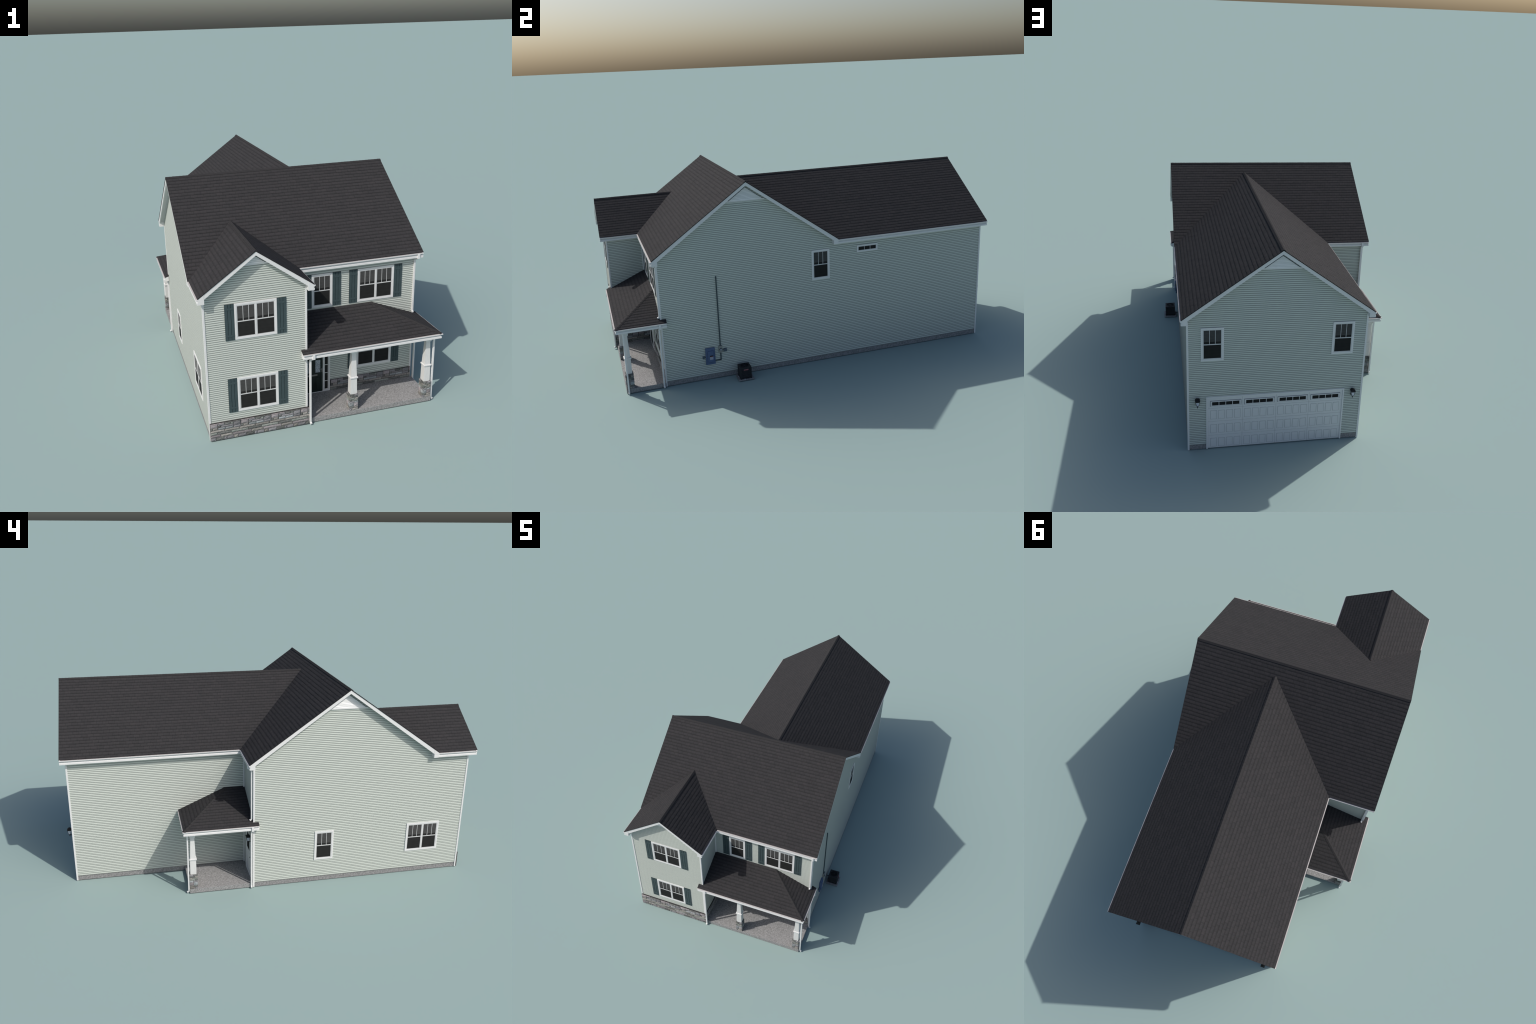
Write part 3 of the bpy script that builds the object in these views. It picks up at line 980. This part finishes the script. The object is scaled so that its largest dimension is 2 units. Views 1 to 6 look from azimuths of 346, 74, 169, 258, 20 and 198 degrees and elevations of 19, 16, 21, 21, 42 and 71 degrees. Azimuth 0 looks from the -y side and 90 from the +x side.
for a0 in (DX0 - 0.0365, DX1 + 0.0008):
    a1 = a0 + 0.0357
    mb = MB(FR_MAIN)
    mb.ring(a0, a1, FLOOR - 0.0004, DZ1, 0.0070, -0.004, 0.0040)
    mb.ring(a0 + 0.007, a1 - 0.007, FLOOR + 0.0066, DZ1 - 0.007, 0.0034, -0.004, 0.0022)
    root = make("sidelight", mb, M["white"], house, bevel=0.0005)
    g0, g1, z0, z1 = a0 + 0.0104, a1 - 0.0104, FLOOR + 0.0100, DZ1 - 0.0104
    p, b = MB(FR_MAIN), MB(FR_MAIN)
    p.wbox(g0, g1, z0, z1, -0.003, 0.0004)
    for i in range(1, 5):
        z = z0 + (z1 - z0) * i / 5
        b.wbox(g0, g1, z - 0.0012, z + 0.0012, 0.0, 0.0018)
    make("glass_pane", p, M["pane"], root)
    make("muntin", b, M["white"], root)

# ---------------------------------------------------------------- side door
mb = MB(FR_STEP)
sd = (0.3525, 0.4752)
mb.ring(sd[0], sd[1], FLOOR - 0.0050, 0.2580, 0.0080, -0.004, 0.0036)
mb.wbox(sd[0] + 0.008, sd[1] - 0.008, FLOOR, 0.2500, -0.004, 0.0008)
door = make("side_door", mb, M["white"], house, bevel=0.0005)
g0, g1 = sd[0] + 0.0270, sd[1] - 0.0310
mb = MB(FR_STEP)
mb.wbox(g0, g1, 0.1520, 0.2380, 0.0, 0.0014)
make("glass_pane", mb, M["pane"], door)
mb = MB(FR_STEP)
mb.ring(g0 - 0.004, g1 + 0.004, 0.1480, 0.2420, 0.004, 0.0, 0.0024)
for x0, x1 in ((g0 - 0.003, (g0 + g1) / 2 - 0.003), ((g0 + g1) / 2 + 0.003, g1 + 0.003)):
    mb.ring(x0, x1, FLOOR + 0.014, 0.1320, 0.002, 0.0, 0.0016)
make("door_panel", mb, M["white"], door)
mb = MB(FR_STEP)
mb.wbox(sd[1] - 0.0165, sd[1] - 0.0130, 0.1250, 0.1285, 0.0, 0.0060)
make("door_handle", mb, M["brass"], door)

# -------------------------------------------------------------- garage door
GA0, GA1, GZ = -0.3962, 0.2185, 0.2678
mb = MB(FR_REAR)
FW = 0.0068
mb.wbox(GA0, GA1, GZ - FW, GZ, -0.012, 0.0030)
mb.wbox(GA0, GA0 + FW, 0, GZ - FW, -0.012, 0.0030)
mb.wbox(GA1 - FW, GA1, 0, GZ - FW, -0.012, 0.0030)
garage = make("garage_door", mb, M["white"], house, bevel=0.0006)
D0, D1, DT = GA0 + FW, GA1 - FW, GZ - FW
rows = [0.0025, 0.0690, 0.1408, 0.2083, DT]
GD = -0.0008                                    # face of the door leaf
for z0, z1 in zip(rows, rows[1:]):
    mb = MB(FR_REAR)
    mb.wbox(D0, D1, z0 + 0.0004, z1 - 0.0004, -0.010, GD)
    make("door_section", mb, M["white"], garage, bevel=0.0005)
mb = MB(FR_REAR)
mb.wbox(D0, D1, 0.001, DT, -0.011, GD - 0.0009)
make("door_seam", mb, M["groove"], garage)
SEC0, SEC = -0.3858, 0.1483
PW, PP, PH = 0.0282, 0.0347, 0.0442
pm = MB()
pm.ring(0, PW, 0, PH, 0.0013, -0.0002, 0.0003, 1)  # thin grey ring modelled as the shadow line round the panel
pm.ring(0.0013, PW - 0.0013, 0.0013, PH - 0.0013, 0.0024, -0.0002, 0.0009, 0)
pm.wbox(0.0037, PW - 0.0037, 0.0037, PH - 0.0037, -0.0002, 0.0006, 0)
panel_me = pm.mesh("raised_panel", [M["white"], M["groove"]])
vs = MB(FR_REAR)
for s in range(4):
    c0 = SEC0 + s * SEC
    if s:
        vs.wbox(c0 - 0.0005, c0 + 0.0005, 0.002, DT - 0.001, GD - 0.0002, GD + 0.0002)
    m = (SEC - (3 * PP + PW)) / 2
    for zlow in (0.0094, 0.0809, 0.1530):
        for i in range(4):
            put("raised_panel", panel_me, garage, FR_REAR @ T((c0 + m + i * PP, -GD, zlow)))
    w0, w1, z0, z1 = c0 + 0.0066, c0 + SEC - 0.0060, 0.2183, 0.2468
    mb = MB(FR_REAR)
    mb.ring(w0, w1, z0, z1, 0.0020, GD - 0.001, GD + 0.0006, 1)
    mb.ring(w0 + 0.002, w1 - 0.002, z0 + 0.002, z1 - 0.002, 0.0035, GD - 0.001, GD + 0.0028, 0)
    root = make("garage_window", mb, [M["white"], M["shade"]], garage)
    g0, g1, h0, h1 = w0 + 0.0088, w1 - 0.0088, z0 + 0.0038, z1 - 0.0052
    mb = MB(FR_REAR)
    mb.wbox(w0 + 0.0055, w1 - 0.0055, z0 + 0.0040, z1 - 0.0055, GD - 0.001, GD + 0.0008)
    make("window_frame", mb, M["white"], root)
    mb = MB(FR_REAR)
    mb.wbox(g0, g1, h0 - 0.0002, h1 + 0.0002, GD, GD + 0.0014)
    make("glass_pane", mb, M["pane"], root)
    mb = MB(FR_REAR)
    for i in range(1, 4):
        a = g0 + (g1 - g0) * i / 4
        mb.wbox(a - 0.0011, a + 0.0011, h0 - 0.0004, h1 + 0.0004, GD + 0.001, GD + 0.0022)
    make("muntin", mb, M["white"], root)
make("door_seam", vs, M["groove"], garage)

# ----------------------------------------------------------------- lanterns
def lantern_parts():
    c = (0, -0.0170)
    roofm, glass, arm = MB(), MB(), MB()
    roofm.frustum(c, 0.0385, 0.0150, 0.0400, 0.0150)
    roofm.frustum(c, 0.0400, 0.0150, 0.0475, 0.0040)
    roofm.frustum(c, 0.0475, 0.0026, 0.0500, 0.0014, 8, 0)
    roofm.frustum(c, 0.0330, 0.0118, 0.0386, 0.0128)
    for i in range(4):
        a = math.pi / 4 + i * math.pi / 2
        x, y = math.cos(a), math.sin(a)
        roofm.sweep([(c[0] + x * 0.0124, c[1] + y * 0.0124, 0.036), (c[0] + x * 0.0066, c[1] + y * 0.0066, 0.0135)], 0.0014, 0.0014)
    roofm.frustum(c, 0.0110, 0.0040, 0.0140, 0.0078)
    roofm.frustum(c, 0.0000, 0.0010, 0.0112, 0.0028, 8, 0)
    glass.frustum(c, 0.0138, 0.0066, 0.0345, 0.0116)
    arm.wbox(-0.0045, 0.0045, 0.0060, 0.0400, 0.0, 0.0024)
    arm.sweep([(0, -0.001, 0.0110), (0, -0.010, 0.0070), (0, -0.0170, 0.0100)], 0.0024, 0.0024)
    return (roofm.mesh("lantern_frame", [M["black"]]), glass.mesh("lantern_glass", [M["lampglass"]]), arm.mesh("wall_lantern", [M["black"]]))

lf, lg, la = lantern_parts()
for fr, a, z in ((FR_REAR, -0.4340, 0.2255), (FR_REAR, 0.2535, 0.2255), (FR_STEP, 0.4830, 0.2185)):
    root = put("wall_lantern", la, house, fr @ T((a, 0, z)))
    put("lantern_frame", lf, root)
    put("lantern_glass", lg, root)

# --------------------------------------------------------------- downspouts
def downspout(x, y, ztop, zbot, kick, head=None, ref=(1, 0.001, 0)):
    """Square pipe with a kicked foot; head is the gutter outlet it starts from."""
    global SWEEP_REF
    SWEEP_REF = ref
    k = Vector((kick[0], kick[1], 0))
    path = []
    if head:
        path += [(head[0], head[1], ztop), (head[0], head[1], ztop - 0.010)]
        path += [(x, y, ztop - 0.022)]
    else:
        path += [(x, y, ztop)]
    path += [(x, y, zbot + 0.012), (x + k.x * 0.002, y + k.y * 0.002, zbot + 0.0075), (x + k.x * 0.009, y + k.y * 0.009, zbot + 0.0045)]
    mb = MB()
    mb.sweep(path, 0.0082, 0.0072)
    if head:
        mb.box(head[0] - 0.0056, head[0] + 0.0056, head[1] - 0.0054, head[1] + 0.0054, ztop - 0.0120, ztop + 0.0095)
    make("downspout", mb, M["white"], house, bevel=0.0008)

downspout(-0.0952, -0.9768, 0.3280, 0.0, (0.15, -1), (-0.0850, -0.9908))
downspout(0.4858, -0.9570, 0.3225, 0.0, (1, -0.1))
downspout(0.4858, -0.7860, 0.3280, 0.0, (1, 0), (0.5010, -0.7825), ref=(0.001, 1, 0))
downspout(0.4705, -0.7785, 0.6355, 0.3560, (-0.1, -1), (0.4785, -0.7972))
downspout(-0.5225, 0.1245, 0.6355, 0.3560, (0, 1), (-0.5225, 0.1400), ref=(1, 0.001, 0))
downspout(-0.5355, 0.1262, 0.3280, 0.0, (-1, 0.1), (-0.5543, 0.1245), ref=(0.001, 1, 0))
downspout(-0.5240, 0.4335, 0.3225, 0.0, (0.1, 1))

# ------------------------------------------------------- electrical service
SWEEP_REF = (1, 0.001, 0)
FRR = FR_RIGHT
mb = MB(FRR)
mb.wbox(-0.5708, -0.5232, 0.0813, 0.1688, 0.0, 0.0090)
svc = make("service_panel", mb, M["blue"], house, bevel=0.001)
mb = MB(FRR)
mb.wbox(-0.5612, -0.5305, 0.0945, 0.1550, 0.0085, 0.0140)
make("panel_cover", mb, M["blue"], svc, bevel=0.0024)
mb = MB(FRR)
mb.wbox(-0.5515, -0.5345, 0.1090, 0.1235, 0.0138, 0.0143)
make("paper_label", mb, M["label"], svc)
mb = MB(FRR)
mb.wbox(-0.5515, -0.5345, 0.1258, 0.1310, 0.0138, 0.0143)
make("warning_label", mb, M["black"], svc)
mb = MB(FRR)
mb.wbox(-0.5515, -0.5345, 0.1236, 0.1257, 0.0138, 0.0142)
make("label_stripe", mb, M["red"], svc)
mb = MB(FRR)
mb.wbox(-0.5036, -0.4852, 0.1358, 0.1726, 0.0, 0.0080)
met = make("meter_box", mb, M["meter"], house, bevel=0.001)
mb = MB(FRR @ T((-0.4935, -0.0078, 0.1535)) @ Matrix.Rotation(math.pi / 2, 4, "X"))
mb.frustum((0, 0), 0.0, 0.0062, 0.0050, 0.0058, 24, 0)
make("meter_ring", mb, M["steel"], met)
mb = MB(FRR @ T((-0.4935, -0.0078, 0.1535)) @ Matrix.Rotation(math.pi / 2, 4, "X"))
mb.frustum((0, 0), 0.0, 0.0040, 0.0062, 0.0038, 24, 0)
make("meter_glass", mb, M["lampglass"], met)
mb = MB(FRR)
mb.wbox(-0.4776, -0.4622, 0.1374, 0.1545, 0.0, 0.0070)
mb.wbox(-0.4856, -0.4770, 0.1450, 0.1480, 0.0, 0.0040)
mb.wbox(-0.5860, -0.5762, 0.1148, 0.1290, 0.0, 0.0060)
mb.wbox(-0.5766, -0.5700, 0.1195, 0.1225, 0.0, 0.0040)
make("junction_box", mb, M["box"], house, bevel=0.0006)
mb = MB(FRR)
mb.wbox(-0.4960, -0.4908, 0.1720, 0.5350, 0.0, 0.0056)
mb.wbox(-0.4960, -0.4908, 0.0945, 0.1362, 0.0, 0.0050)
mb.wbox(-0.5238, -0.4908, 0.0945, 0.0990, 0.0, 0.0049)
make("conduit", mb, M["steel"], house, bevel=0.0012)

# ------------------------------------------------------------ air conditioner
ac = bpy.data.objects.new("air_conditioner", None)
S.objects.link(ac)
ac["label"] = "black box condenser unit on a concrete pad"
ac["category"] = "air conditioner"
AX, AY = 0.5235, -0.3870
ac.location = (AX, AY, 0)
mb = MB()
mb.box(-0.0368, 0.0365, -0.0392, 0.0400, 0, 0.0050)
make("base_pad", mb, M["concrete"], ac, bevel=0.0008)
R, Z0, Z1 = 0.0288, 0.0050, 0.0680
mb = MB()
mb.box(-R + 0.002, R - 0.002, -R + 0.002, R - 0.002, Z0, Z1 - 0.004)
make("coil_core", mb, M["finedark"], ac)
mb = MB()
for sx in (-1, 1):
    for sy in (-1, 1):
        mb.box(*sorted((sx * R, sx * (R - 0.005))), *sorted((sy * R, sy * (R - 0.005))), Z0, Z1 - 0.006)
mb.box(-R, R, -R, R, Z1 - 0.0062, Z1 - 0.0022)
mb.box(-R, R, -R, R, Z0 + 0.0001, Z0 + 0.0050)
for i in range(24):                              # raised rim around the fan opening
    a0, a1 = i * math.tau / 24, (i + 1) * math.tau / 24
    p = lambda r, a: (r * math.cos(a), r * math.sin(a), Z1 - 0.0023)
    mb.prism([p(0.0215, a0), p(0.0245, a0), p(0.0245, a1), p(0.0215, a1)], (0, 0, 0.0023))
make("casing", mb, M["coil"], ac, bevel=0.0006)
mb = MB()
for i in range(8):
    z = Z0 + 0.0085 + i * 0.0062
    for q in range(4):
        mb.fr = Matrix.Rotation(q * math.pi / 2, 4, "Z")
        mb.prism([(-R + 0.004, -R + 0.0004, z), (-R + 0.004, -R + 0.0022, z + 0.0034), (-R + 0.004, -R + 0.0030, z + 0.0034), (-R + 0.004, -R + 0.0012, z)], (2 * R - 0.008, 0, 0))
make("side_louvre", mb, M["coil"], ac, kind="stuff")
mb = MB()
mb.frustum((0, 0), Z1 - 0.0024, 0.0212, Z1 - 0.0019, 0.0212, 28, 0)
make("fan_recess", mb, M["finedark"], ac)
mb = MB()
for i in range(12):
    mb.fr = Matrix.Rotation(i * math.tau / 12, 4, "Z")
    mb.box(0.003, 0.0222, -0.0004, 0.0004, Z1 - 0.0018, Z1 - 0.0008)
mb.fr = None
for r in (0.008, 0.0135, 0.0185):
    for i in range(20):
        a0, a1 = i * math.tau / 20, (i + 1) * math.tau / 20
        p = lambda rr, a: (rr * math.cos(a), rr * math.sin(a), Z1 - 0.0018)
        mb.prism([p(r, a0), p(r + 0.0008, a0), p(r + 0.0008, a1), p(r, a1)], (0, 0, 0.0008))
mb.frustum((0, 0), Z1 - 0.0019, 0.0036, Z1 - 0.0004, 0.0032, 12, 0)
make("fan_guard", mb, M["coil"], ac)
mb = MB()
mb.box(R - 0.0006, R + 0.0009, -0.0105, 0.0120, Z1 - 0.0165, Z1 - 0.0115)
make("badge", mb, M["red"], ac)
for x, y in ((R + 0.0020, -0.008), (-0.006, -R - 0.0022)):
    mb = MB()
    mb.frustum((x, y), 0.0048, 0.0024, 0.0075, 0.0016, 10, 0)
    make("foot_clip", mb, M["lampglass"], ac)
mb = MB()
SWEEP_REF = (0, 0.001, 1)
mb.sweep([(-R + 0.001, 0.012, 0.018), (-0.047, 0.012, 0.018)], 0.003, 0.003)
make("refrigerant_pipe", mb, M["black"], ac)
